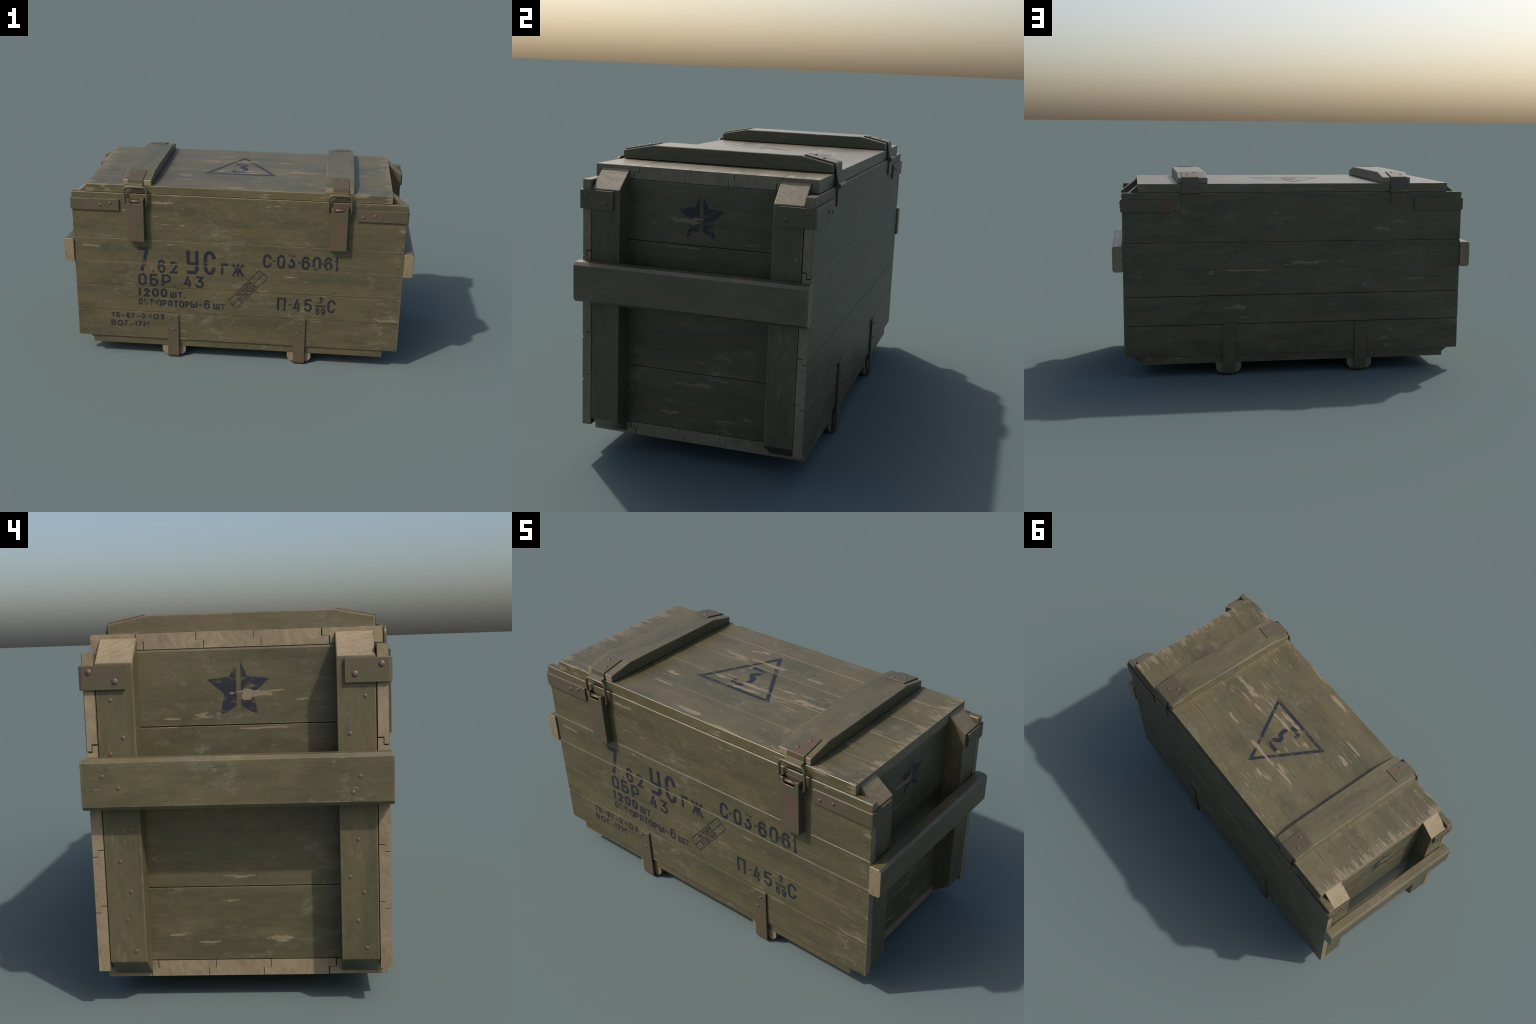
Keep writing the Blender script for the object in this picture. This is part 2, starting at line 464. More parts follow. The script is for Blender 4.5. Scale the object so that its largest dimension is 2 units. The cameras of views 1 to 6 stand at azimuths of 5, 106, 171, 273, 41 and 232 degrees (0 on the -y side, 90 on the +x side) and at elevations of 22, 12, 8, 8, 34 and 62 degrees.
# ---- ship-lapped boards -----------------------------------------------------
def lap_profile(lo, hi, outer, inner, first, last, glo, ghi, step=LAP):
    """Cross-section (thickness, width) of a ship-lapped board.  The joint lies
    at lo/hi on the outer face and is shifted by `step` on the inner half."""
    mid = (outer + inner) / 2
    tight = 0.0009
    deep = outer + (inner - outer) * 0.12                   # open joints are shallow grooves
    p = [(outer, lo + glo)]
    if first:
        p.append((inner, lo + glo))
    else:
        p += [(deep, lo + tight), (mid, lo + tight), (mid, lo + step + tight), (inner, lo + step + tight)]
    if last:
        p.append((inner, hi - ghi))
    else:
        p += [(inner, hi + step - tight), (mid, hi + step - tight), (mid, hi - tight), (deep, hi - tight)]
    p.append((outer, hi - ghi))
    return p

def side_wall(sign, mat, seed):
    cuts = (Z_SIDE0,) + tuple(reversed(SEAMS_SIDE)) + (Z_SIDE1,)
    gaps = (0.0, 0.0022, 0.0019, 0.0005, 0.0005, 0.0)     # open joints low, tight ones high
    outer = YC + sign * Y_SIDE
    inner = YC + sign * (Y_SIDE - T_SIDE)
    for i in range(5):
        pr = lap_profile(cuts[i], cuts[i + 1], outer, inner, i == 0, i == 4, gaps[i], gaps[i + 1])
        bm = prism(pr, 'x', -X_SIDE, X_SIDE)
        chamfer(bm, (0.0003, 0.0003, 0.0007, 0.0012, 0.0022)[i])
        bare_ends(bm, 'x')
        me = mesh_of(bm, "side_plank")
        new_obj("side_plank", me, root, (mat, M_BARE))

side_wall(-1, M_FRONT, 1)
side_wall(1, M_BACK, 2)

def deck(name, z_out, z_in, mat, seed, bevel):
    cuts = (YC - Y_LID,) + SEAMS_LID + (YC + Y_LID,)
    for i in range(5):
        pr = lap_profile(cuts[i], cuts[i + 1], z_out, z_in, i == 0, i == 4, 0.0 if i == 0 else 0.0004,
                         0.0 if i == 4 else 0.0004, -0.0208)
        pr = [(w, t) for t, w in pr]                       # (y, z)
        bm = prism(pr, 'x', -X_LID, X_LID, 70)
        chamfer(bm, bevel if i == 0 else 0.0003)
        roughen(bm, 'x', 0.0007, seed + i, 12.0, 0.0022)
        bm.normal_update()
        bare_ends(bm, 'x')
        new_obj(name, mesh_of(bm, name), root, (mat, M_BARE))

deck("lid_plank", Z_LID1, Z_LID0, M_LID, 11, 0.0013)
deck("base_plank", Z_BASE0, Z_BASE1, M_BASE, 31, 0.0018)

def end_wall(sx, seed):
    cuts = (Z_SIDE0 + 0.0015,) + SEAMS_END + (Z_LID0 - 0.0012,)
    y0, y1 = YC - 0.3785, YC + 0.3785
    for i in range(3):
        lo = cuts[i] + (0.0016 if i else 0.0); hi = cuts[i + 1] - (0.0006 if i < 2 else 0.0)
        xo, xi = sx * X_END, sx * (X_END - 0.03)
        b = 0.006 if i == 2 else 0.0012
        pr = [(xi, lo), (xo - sx * 0.0012, lo), (xo, lo + 0.0012), (xo, hi - b), (xo - sx * b * 0.55, hi), (xi, hi)]
        bm = prism(pr, 'y', y0, y1)
        new_obj("end_plank", mesh_of(bm, "end_plank"), root, (M_END,))

end_wall(-1, 1); end_wall(1, 2)

# ---- corner posts and handles ------------------------------------------------
for sx in (-1, 1):
    for sy in (-1, 1):
        pr = [(0.8588, 0.0775), (0.9425, 0.1412), (0.9425, 0.9800), (0.8588, 1.0475)]
        pr = [(sx * u, v) for u, v in pr]
        ya, yb = YC + sy * 0.2740, YC + sy * 0.3785
        bm = prism(pr, 'y', min(ya, yb), max(ya, yb))
        chamfer(bm, 0.0028, 2)
        for f in bm.faces:                                  # sawn slope on top is bare
            if f.normal.z > 0.5 and f.calc_area() > 0.004:
                f.material_index = 1
        new_obj("corner_post", mesh_of(bm, "corner_post"), root, (M_POST, M_BARE))

    c = 0.010
    xa, xb, za, zb = 0.9432, 0.9984, 0.5868, 0.7268
    pr = [(xa + c * .5, za), (xb - c, za), (xb, za + c), (xb, zb - c), (xb - c, zb), (xa + c * .5, zb),
          (xa, zb - c * .5), (xa, za + c * .5)]
    pr = [(sx * u, v) for u, v in pr]
    bm = prism(pr, 'y', YC - 0.4205, YC + 0.4205)
    chamfer(bm, 0.0018, 1, 50)
    bare_ends(bm, 'y')
    new_obj("carrying_handle", mesh_of(bm, "carrying_handle"), root, (M_CROSS, M_BARE))

# ---- lid battens ----------------------------------------------------------------
for i, (x0, x1) in enumerate(((-0.6440, -0.4850), (0.4850, 0.6440))):
    ye, yk = 0.4008, 0.2810
    pr = [(YC - ye, Z_LID1 + 0.0012), (YC + ye, Z_LID1 + 0.0012), (YC + ye, Z_BATTEN_END), (YC + yk, Z_BATTEN),
          (YC - yk, Z_BATTEN), (YC - ye, Z_BATTEN_END)]
    bm = prism(pr, 'x', x0, x1)
    for k in range(1, 60):                                  # cuts along the length for uneven arrises
        y = YC - ye + 2 * ye * k / 60
        bmesh.ops.bisect_plane(bm, geom=bm.verts[:] + bm.edges[:] + bm.faces[:], plane_co=(0, y, 0), plane_no=(0, 1, 0))
    chamfer(bm, 0.0022, 1, 40)
    roughen(bm, 'y', 0.0006, 50 + i * 7, 15.0, 0.0020)
    bm.normal_update()
    bare_ends(bm, 'y')
    new_obj("lid_batten", mesh_of(bm, "lid_batten"), root, (M_CROSS, M_BARE))

# ---- skids ------------------------------------------------------------------------
XS, HS = 0.3728, 0.0706
for sx in (-1, 1):
    z0, zc, zt, ins = 0.0095, 0.0345, 0.0676, 0.0215
    pr = [(-HS + ins, z0), (HS - ins, z0), (HS - 0.006, zc - 0.011), (HS, zc), (HS, zt), (-HS, zt), (-HS, zc),
          (-HS + 0.006, zc - 0.011)]
    bm = prism([(sx * XS + u, v) for u, v in pr], 'y', YC - 0.4005, YC + 0.4005)
    chamfer(bm, 0.0012, 1, 60)
    bare_ends(bm, 'y')
    new_obj("skid", mesh_of(bm, "skid"), root, (M_CROSS, M_BARE))

# ---- rivets and nails (shared meshes) ------------------------------------------------
def dome(name, r, h, mat):
    bm = bmesh.new()
    k, m = 14, 4
    rings = []
    for i in range(m):
        a = math.pi / 2 * i / m
        rings.append([bm.verts.new((r * math.cos(a) * math.cos(2 * math.pi * j / k),
                                    r * math.cos(a) * math.sin(2 * math.pi * j / k), h * math.sin(a))) for j in range(k)])
    top = bm.verts.new((0, 0, h))
    for i in range(m - 1):
        for j in range(k):
            bm.faces.new((rings[i][j], rings[i][(j + 1) % k], rings[i + 1][(j + 1) % k], rings[i + 1][j]))
    for j in range(k):
        bm.faces.new((rings[-1][j], rings[-1][(j + 1) % k], top))
    base = [bm.verts.new((r * math.cos(2 * math.pi * j / k), r * math.sin(2 * math.pi * j / k), -0.0015)) for j in range(k)]
    for j in range(k):
        bm.faces.new((base[j], base[(j + 1) % k], rings[0][(j + 1) % k], rings[0][j]))
    me = mesh_of(bm, name, True)
    me.materials.append(mat)
    return me

RIVET = dome("rivet", 0.0090, 0.0044, M_RIVET)
RIVET_SMALL = dome("rivet", 0.0078, 0.0036, M_RIVET)
NAIL = dome("nail", 0.0060, 0.0017, M_RIVET)
NAIL_SMALL = dome("nail", 0.0054, 0.0012, M_RIVET)
ROT = {'-y': (math.pi / 2, 0, 0), '+y': (-math.pi / 2, 0, 0), '+x': (0, math.pi / 2, 0), '-x': (0, -math.pi / 2, 0)}

def stud(me, loc, facing, parent, rot=None):
    ob = bpy.data.objects.new(me.name.split(".")[0], me)
    COL.objects.link(ob)
    ob.parent = parent
    ob.location = loc
    ob.rotation_euler = rot or ROT[facing]
    return ob

FRONT_NAILS = [(-0.915, 0.863), (-0.904, 0.799), (-0.916, 0.686), (-0.901, 0.633), (-0.876, 0.583), (-0.901, 0.552),
               (-0.919, 0.399), (-0.909, 0.329), (-0.919, 0.239), (-0.907, 0.155), (0.916, 0.805), (0.905, 0.868),
               (0.892, 0.685), (0.890, 0.545), (0.909, 0.487), (0.898, 0.367), (0.909, 0.212), (0.892, 0.147)]
for x, z in FRONT_NAILS:
    stud(NAIL_SMALL, (x, FRONT, z), '-y', root)
    stud(NAIL_SMALL, (-x, BACK, z), '+y', root)
POST_NAILS = [(0.349, 0.881), (0.318, 0.777), (0.355, 0.733), (0.311, 0.521), (0.344, 0.431), (0.318, 0.344),
              (0.334, 0.263), (0.312, 0.173), (-0.341, 0.873), (-0.298, 0.773), (-0.316, 0.481), (-0.292, 0.377),
              (-0.330, 0.332), (-0.312, 0.252), (-0.335, 0.174)]
HANDLE_NAILS = [(0.370, 0.680), (0.327, 0.647), (-0.322, 0.665), (-0.302, 0.622)]
for sx, f in ((-1, '-x'), (1, '+x')):
    for y, z in POST_NAILS:
        stud(NAIL, (sx * 0.9425, y, z), f, root)
    for y, z in HANDLE_NAILS:
        stud(NAIL, (sx * 0.9983, y, z), f, root)

# ---- corner brackets -----------------------------------------------------------------
ZB0, ZB1 = 0.9097, 0.9757
TB = 0.0088
BR_X = {(-1): [(-0.776, 0.941), (-0.720, 0.954)], 1: [(0.703, 0.934), (0.767, 0.944)]}
BR_Y = {1: [(0.402, 0.959), (0.331, 0.932)], -1: [(-0.385, 0.958), (-0.314, 0.933)]}
for sx in (-1, 1):
    for sy in (-1, 1):
        yo = YC + sy * (Y_SIDE + 0.0004)
        path = [(sx * 0.6690, yo), (sx * (X_SIDE + 0.0004), yo), (sx * (X_SIDE + 0.0004), YC + sy * 0.2950)]
        pts = rounded(path, 0.002, 2)
        if sx * sy > 0:
            pts = pts[::-1]
        bm = prism(path_band(pts, -TB), 'z', ZB0, ZB1)
        chamfer(bm, 0.0010)
        br = new_obj("corner_bracket", mesh_of(bm, "corner_bracket"), root, (M_METAL,))
        for x, z in BR_X[sx]:
            stud(RIVET, (x, YC + sy * (Y_SIDE + TB), z), '+y' if sy > 0 else '-y', br)
        for y, z in BR_Y[sy]:
            stud(RIVET, (sx * (X_SIDE + TB), y, z), '+x' if sx > 0 else '-x', br)

# ---- skid straps ---------------------------------------------------------------------
for sx, top in ((-1, 0.2735), (1, 0.2920)):
    yo = Y_SIDE + 0.0004
    path = [(YC - yo, top), (YC - yo, 0.0085), (YC + yo, 0.0085), (YC + yo, top)]
    pts = rounded(path, 0.010, 5)
    bm = prism(path_band(pts, -0.0085), 'x', sx * 0.3728 - 0.0330, sx * 0.3728 + 0.0330)
    chamfer(bm, 0.0010, 1, 50)
    st = new_obj("skid_strap", mesh_of(bm, "skid_strap"), root, (M_METAL,))
    studs = [(-0.393, 0.250), (-0.371, 0.185)] if sx < 0 else [(0.3755, 0.257), (0.3585, 0.200)]
    for x, z in studs:
        stud(RIVET_SMALL, (x, YC - yo - 0.0085, z), '-y', st)
        stud(RIVET_SMALL, (x, YC + yo + 0.0085, z), '+y', st)

# ---- latches at the front ---------------------------------------------------------------
SLOPE = math.atan2(Z_BATTEN - Z_BATTEN_END, 0.4008 - 0.2810)
for sx in (-1, 1):
    xc = sx * 0.5715
    hw, tw = 0.0475, 0.0042
    yw, yf = FRONT - 0.0004, -0.4393
    z0, z1 = 0.7382, 0.9915
    # folded lever: front sheet with a thumb notch, two cheeks, a floor and a back
    notch = [(0.029, z1)] + [(0.029 - 0.010 + 0.010 * math.cos(a), z1 - 0.016 - 0.012 * math.sin(a))
                            for a in (0, .4, .8, 1.2, math.pi / 2)]
    outl = [(-hw, z0), (hw, z0), (hw, z1)] + notch + [(-u, v) for u, v in reversed(notch)] + [(-hw, z1)]
    bm = prism([(xc + u, v) for u, v in outl], 'y', yf, yf + tw)
    chamfer(bm, 0.0010, 1, 60)
    for part in (box(xc - hw, xc - hw + tw, yf + tw, yw, z0, z1 + 0.0005),
                 box(xc + hw - tw, xc + hw, yf + tw, yw, z0, z1 + 0.0005),
                 box(xc - hw + tw, xc + hw - tw, yf + tw, yw, z0, z0 + tw),
                 box(xc - hw + tw, xc + hw - tw, yw - 0.004, yw, z0 + tw, z1 - 0.004)):
        tmp = bpy.data.meshes.new("part"); part.to_mesh(tmp); part.free()
        bm.from_mesh(tmp); bpy.data.meshes.remove(tmp)
    latch = new_obj("latch", mesh_of(bm, "latch"), root, (M_METAL,))
    bm = tube([(xc - hw + 0.003, -0.4290, 0.9755), (xc + hw - 0.003, -0.4290, 0.9755)], 0.0072, False, 16)
    new_obj("latch_roller", mesh_of(bm, "latch_roller", True), latch, (M_METAL,))
    # wire loop
    hx, zt, zb, r = 0.0632, 1.0560, 0.9435, 0.021
    ctr = arc(hx - r, zt - r, r, 0, 90) + arc(-hx + r, zt - r, r, 90, 180) + arc(-hx + r, zb + r, r, 180, 270) + \
        arc(hx - r, zb + r, r, 270, 360)
    pts = [(xc + u, -0.4205, v) for u, v in ctr]
    bm = tube(pts, 0.0064, True, 12)
    new_obj("latch_loop", mesh_of(bm, "latch_loop", True), latch, (M_METAL,))
    # strap over the batten end, curling round the loop
    xs = sx * 0.5733
    s0 = Vector((YC - 0.2900, Z_BATTEN - (0.0090) * math.tan(SLOPE) + 0.0006))
    corner = (YC - 0.4012 , Z_BATTEN_END + 0.0006)
    path = [tuple(s0), corner, (YC - 0.4040, 1.0650)] + \
        [(-0.4205 + 0.0072 * math.cos(a), 1.0560 + 0.0072 * math.sin(a)) for a in (0.5, -0.2, -0.9, -1.6, -2.1)]
    bm = prism(path_band(path, -0.0044), 'x', xs - 0.0425, xs + 0.0425)
    chamfer(bm, 0.0008, 1, 50)
    strap = new_obj("latch_strap", mesh_of(bm, "latch_strap"), latch, (M_METAL,))
    spots = [(-0.5875, -0.3088), (-0.5585, -0.3570)] if sx < 0 else [(0.5820, -0.3120), (0.5584, -0.3640)]
    for x, y in spots:
        d = (abs(y - YC) - 0.2810) * math.tan(SLOPE)
        stud(RIVET_SMALL, (x, y, Z_BATTEN - d + 0.0052), None, latch, (SLOPE, 0, 0))

# ---- hinges at the back --------------------------------------------------------------------
for sx in (-1, 1):
    xs = sx * 0.5775
    s0 = (YC + 0.2900, Z_BATTEN - 0.0090 * math.tan(SLOPE) + 0.0006)
    path = [s0, (YC + 0.4012, Z_BATTEN_END + 0.0006), (0.4225, 1.0200)]
    path = [s0] + rounded(path, 0.004, 3)[1:]
    bm = prism(path_band(path, 0.0052), 'x', xs - 0.0455, xs + 0.0455)
    low = box(xs - 0.0455, xs + 0.0455, BACK + 0.0004, BACK + 0.0068, 0.9412, 1.0110)
    tmp = bpy.data.meshes.new("part"); low.to_mesh(tmp); low.free()
    bm.from_mesh(tmp); bpy.data.meshes.remove(tmp)
    chamfer(bm, 0.0009, 1, 50)
    hinge = new_obj("hinge", mesh_of(bm, "hinge"), root, (M_METAL,))
    for a, b in ((-0.0520, -0.0225), (-0.0215, 0.0205), (0.0215, 0.0520)):
        bm = tube([(xs + a, 0.4298, 1.0142), (xs + b, 0.4298, 1.0142)], 0.0094, False, 20)
        new_obj("hinge_knuckle", mesh_of(chamfer(bm, 0.0006, 1, 60), "hinge_knuckle"), hinge, (M_METAL,))
    spots = [(-0.5614, 0.3208), (-0.6020, 0.3620)] if sx < 0 else [(0.5520, 0.3230), (0.5904, 0.3620)]
    for x, y in spots:
        d = (abs(y - YC) - 0.2810) * math.tan(SLOPE)
        stud(RIVET_SMALL, (x, y, Z_BATTEN - d + 0.0060), None, hinge, (-SLOPE, 0, 0))

# ============================================================ stencilled marks
def ell(cx, cy, rx, ry, a0, a1, k=18):
    return [(cx + rx * math.cos(math.radians(a0 + (a1 - a0) * i / k)),
             cy + ry * math.sin(math.radians(a0 + (a1 - a0) * i / k))) for i in range(k + 1)]

def pill(x0=0.0, x1=1.0, c=0.30):
    m, h = (x0 + x1) / 2, (x1 - x0) / 2
    return ell(m, 1 - c, h, c, 0, 180, 12) + ell(m, c, h, c, 180, 360, 12)

SIX = [ell(0.5, 0.31, 0.5, 0.31, 0, 360, 24)[:-1] + ["closed"],
       [(0.0, 0.33), (0.0, 0.64)] + ell(0.5, 0.66, 0.5, 0.34, 180, 35, 10)]
GLYPH = {
    '0': [pill() + ["closed"]],
    'O': [ell(0.5, 0.5, 0.5, 0.5, 4, 176, 16), ell(0.5, 0.5, 0.5, 0.5, 184, 356, 16)],
    'C': [ell(0.5, 0.70, 0.5, 0.30, 12, 180, 12) + ell(0.5, 0.30, 0.5, 0.30, 180, 348, 12)],
    '7': [[(0.0, 1.0), (1.0, 1.0), (0.95, 0.88), (0.3, 0.0)]],
    '/7': [[(0.0, 1.0), (1.0, 1.0)], [(0.98, 0.86), (0.2, 0.0)]],
    '6': SIX,
    '9': [[p if isinstance(p, str) else (1 - p[0], 1 - p[1]) for p in s] for s in SIX],
    '2': [ell(0.5, 0.70, 0.5, 0.30, 170, -20, 12) + [(0.0, 0.0), (1.0, 0.0)]],
    '/2': [ell(0.5, 0.72, 0.5, 0.28, 170, -20, 12) + [(0.45, 0.25)], [(0.0, 0.0), (1.0, 0.0)]],
    '3': [[(0.0, 1.0), (0.95, 1.0), (0.42, 0.60)] + ell(0.42, 0.30, 0.56, 0.30, 80, -160, 14)],
    '4': [[(0.55, 1.0), (0.0, 0.25), (1.0, 0.25)], [(0.78, 0.65), (0.78, 0.0)]],
    '5': [[(0.95, 1.0), (0.04, 1.0), (0.0, 0.55)] + ell(0.46, 0.31, 0.54, 0.31, 105, -155, 14)],
    '1': [[(0.5, 1.0), (0.5, 0.0)]],
    'I': [[(0.0, 0.78), (0.85, 1.0), (0.85, 0.0)]],
    'У': [[(0.0, 1.0), (0.0, 0.47), (0.25, 0.41), (1.0, 0.41)], [(1.0, 1.0), (1.0, 0.16), (0.78, 0.0), (0.0, 0.0)]],
    'Г': [[(0.0, 0.0), (0.0, 1.0), (1.0, 1.0)]],
    '/Г': [[(0.0, 0.0), (0.0, 1.0)], [(0.38, 0.97), (1.0, 0.97)]],
    'Ж': [[(0.0, 1.0), (0.36, 0.55), (0.0, 0.0)], [(1.0, 1.0), (0.64, 0.55), (1.0, 0.0)], [(0.5, 1.0), (0.5, 0.0)],
          [(0.3, 0.54), (0.7, 0.54)]],
    'Б': [[(0.95, 1.0), (0.0, 1.0), (0.0, 0.0)], [(0.1, 0.0), (0.7, 0.0), (1.0, 0.14), (1.0, 0.44), (0.7, 0.58), (0.1, 0.58)]],
    'Р': [[(0.0, 0.0), (0.0, 1.0)], [(0.1, 1.0), (0.6, 1.0), (1.0, 0.82), (1.0, 0.52), (0.6, 0.34), (0.1, 0.34)]],
    'ш': [[(0.0, 1.0), (0.0, 0.0), (1.0, 0.0), (1.0, 1.0)], [(0.5, 1.0), (0.5, 0.05)]],
    'т': [[(0.0, 1.0), (1.0, 1.0)], [(0.5, 1.0), (0.5, 0.0)]],
    'Ю': [[(0.0, 0.0), (0.0, 1.0)], [(0.0, 0.5), (0.36, 0.5)], pill(0.40, 1.0) + ["closed"]],
    'А': [[(0.0, 0.0), (0.1, 0.82), (0.32, 1.0), (0.68, 1.0), (0.9, 0.82), (1.0, 0.0)], [(0.05, 0.28), (0.95, 0.28)]],
    'Ы': [[(0.0, 1.0), (0.0, 0.0)], [(0.1, 0.0), (0.42, 0.0), (0.6, 0.12), (0.6, 0.40), (0.42, 0.52), (0.1, 0.52)],
          [(1.0, 1.0), (1.0, 0.0)]],
    'П': [[(0.0, 0.0), (0.0, 1.0), (1.0, 1.0), (1.0, 0.0)]],
    'В': [[(0.0, 0.0), (0.0, 1.0)], [(0.45, 1.0), (0.75, 1.0), (0.95, 0.86), (0.95, 0.66), (0.7, 0.54), (0.45, 0.54)],
          [(0.85, 0.46), (1.0, 0.3), (0.95, 0.12), (0.75, 0.0), (0.45, 0.0)]],
    'М': [[(0.0, 0.0), (0.0, 0.6)], [(0.0, 1.0), (0.5, 0.45), (1.0, 1.0), (1.0, 0.0)]],
    'Я': [[(1.0, 0.0), (1.0, 1.0)], [(0.9, 1.0), (0.4, 1.0), (0.0, 0.84), (0.0, 0.60), (0.4, 0.44), (0.9, 0.44)],
          [(0.6, 0.44), (0.0, 0.0)]],
    'Ч': [[(0.0, 1.0), (0.0, 0.6), (0.25, 0.48), (1.0, 0.48)], [(1.0, 1.0), (1.0, 0.0)]],
    'Е': [[(1.0, 1.0), (0.0, 1.0), (0.0, 0.0), (1.0, 0.0)], [(0.05, 0.52), (0.85, 0.52)]],
    'Н': [[(0.0, 0.0), (0.0, 1.0)], [(1.0, 0.0), (1.0, 1.0)], [(0.05, 0.5), (0.95, 0.5)]],
    'Л': [[(0.0, 0.0), (0.35, 1.0), (1.0, 1.0), (1.0, 0.0)]],
}

class Marks:
    """Collects flat strokes of ink as very thin solid ribbons on one face."""
    def __init__(self, to3d):
        self.bm = bmesh.new(); self.to3d = to3d; self.level = 0

    def poly(self, loop):
        h = 0.00035 + 0.00006 * (self.level % 5); self.level += 1
        top = [self.bm.verts.new(self.to3d(u, v, h)) for u, v in loop]
        bot = [self.bm.verts.new(self.to3d(u, v, -0.0004)) for u, v in loop]
        k = len(loop)
        self.bm.faces.new(top)
        self.bm.faces.new(list(reversed(bot)))
        for i in range(k):
            self.bm.faces.new((top[i], bot[i], bot[(i + 1) % k], top[(i + 1) % k]))

    def stroke(self, pts, w, closed=False):
        P = [Vector(p) for p in pts]; m = len(P)
        L, R = [], []
        for i in range(m):
            a = P[i - 1] if (i or closed) else None
            b = P[(i + 1) % m] if (i < m - 1 or closed) else None
            d0 = (P[i] - a).normalized() if a is not None else (b - P[i]).normalized()
            d1 = (b - P[i]).normalized() if b is not None else d0
            n0, n1 = Vector((-d0.y, d0.x)), Vector((-d1.y, d1.x))
            mt = n0 + n1
            mt = mt.normalized() if mt.length > 1e-6 else n0
            s = (w / 2) / max(0.42, mt.dot(n0))
            L.append(P[i] + mt * s); R.append(P[i] - mt * s)
        h = 0.00035 + 0.00006 * (self.level % 5); self.level += 1
        V = [[self.bm.verts.new(self.to3d(q.x, q.y, hh)) for q in side] for hh in (h, -0.0004) for side in (L, R)]
        LT, RT, LB, RB = V
        for i in range(m if closed else m - 1):
            j = (i + 1) % m
            for q in ((LT[i], LT[j], RT[j], RT[i]), (LB[i], RB[i], RB[j], LB[j]), (LT[i], LB[i], LB[j], LT[j]),
                      (RT[i], RT[j], RB[j], RB[i])):
                self.bm.faces.new(q)
        if not closed:
            for i in (0, m - 1):
                self.bm.faces.new((LT[i], RT[i], RB[i], LB[i]))

    def glyph(self, ch, x, z, wd, ht, w, frame=None):
        f = frame or (lambda a, b: (a, b))
        if ch in '.,-_':
            if ch == ',':
                loop = [(x + wd * .2, z), (x + wd * .6, z + ht * .15), (x + wd, z + ht * .6), (x + wd * .9, z + ht),
                        (x + wd * .1, z + ht), (x + wd * .1, z + ht * .6)]
            else:
                c = min(wd, ht) * 0.2
                loop = [(x + c, z), (x + wd - c, z), (x + wd, z + c), (x + wd, z + ht - c), (x + wd - c, z + ht),
                        (x + c, z + ht), (x, z + ht - c), (x, z + c)]
            self.poly([f(*p) for p in loop])
            return
        for s in GLYPH[ch]:
            closed = s[-1] == "closed"
            q = s[:-1] if closed else s
            pts = [f(x + w / 2 + u * max(0.0, wd - w), z + w / 2 + v * (ht - w)) for u, v in q]
            if not closed:                                   # let butt ends reach the edge of the box
                for a, b in ((0, 1), (-1, -2)):
                    d = (Vector(pts[a]) - Vector(pts[b])).normalized() * (w * 0.42)
                    pts[a] = (pts[a][0] + d.x, pts[a][1] + d.y)
            self.stroke(pts, w, closed)

    def split(self, axis, seams, gap):
        """Ink does not bridge the open joints between boards."""
        no = Vector((axis == 'x', axis == 'y', axis == 'z')) * 1.0
        ia = "xyz".index(axis)
        for s in seams:
            for e in (-gap, gap):
                bm = self.bm
                bmesh.ops.bisect_plane(bm, geom=bm.verts[:] + bm.edges[:] + bm.faces[:], plane_co=no * (s + e), plane_no=no)
            dead = [f for f in self.bm.faces if abs(f.calc_center_median()[ia] - s) < gap - 1e-5]
            bmesh.ops.delete(self.bm, geom=dead, context='FACES')
        return self

    def build(self, name, mat):
        bmesh.ops.recalc_face_normals(self.bm, faces=self.bm.faces)
        return new_obj(name, mesh_of(self.bm, name), root, (mat,))

def on_front(u, v, h):
    return (u, FRONT - h, v)

def on_lid(u, v, h):
    return (u, v, Z_LID1 + 0.0004 + h)

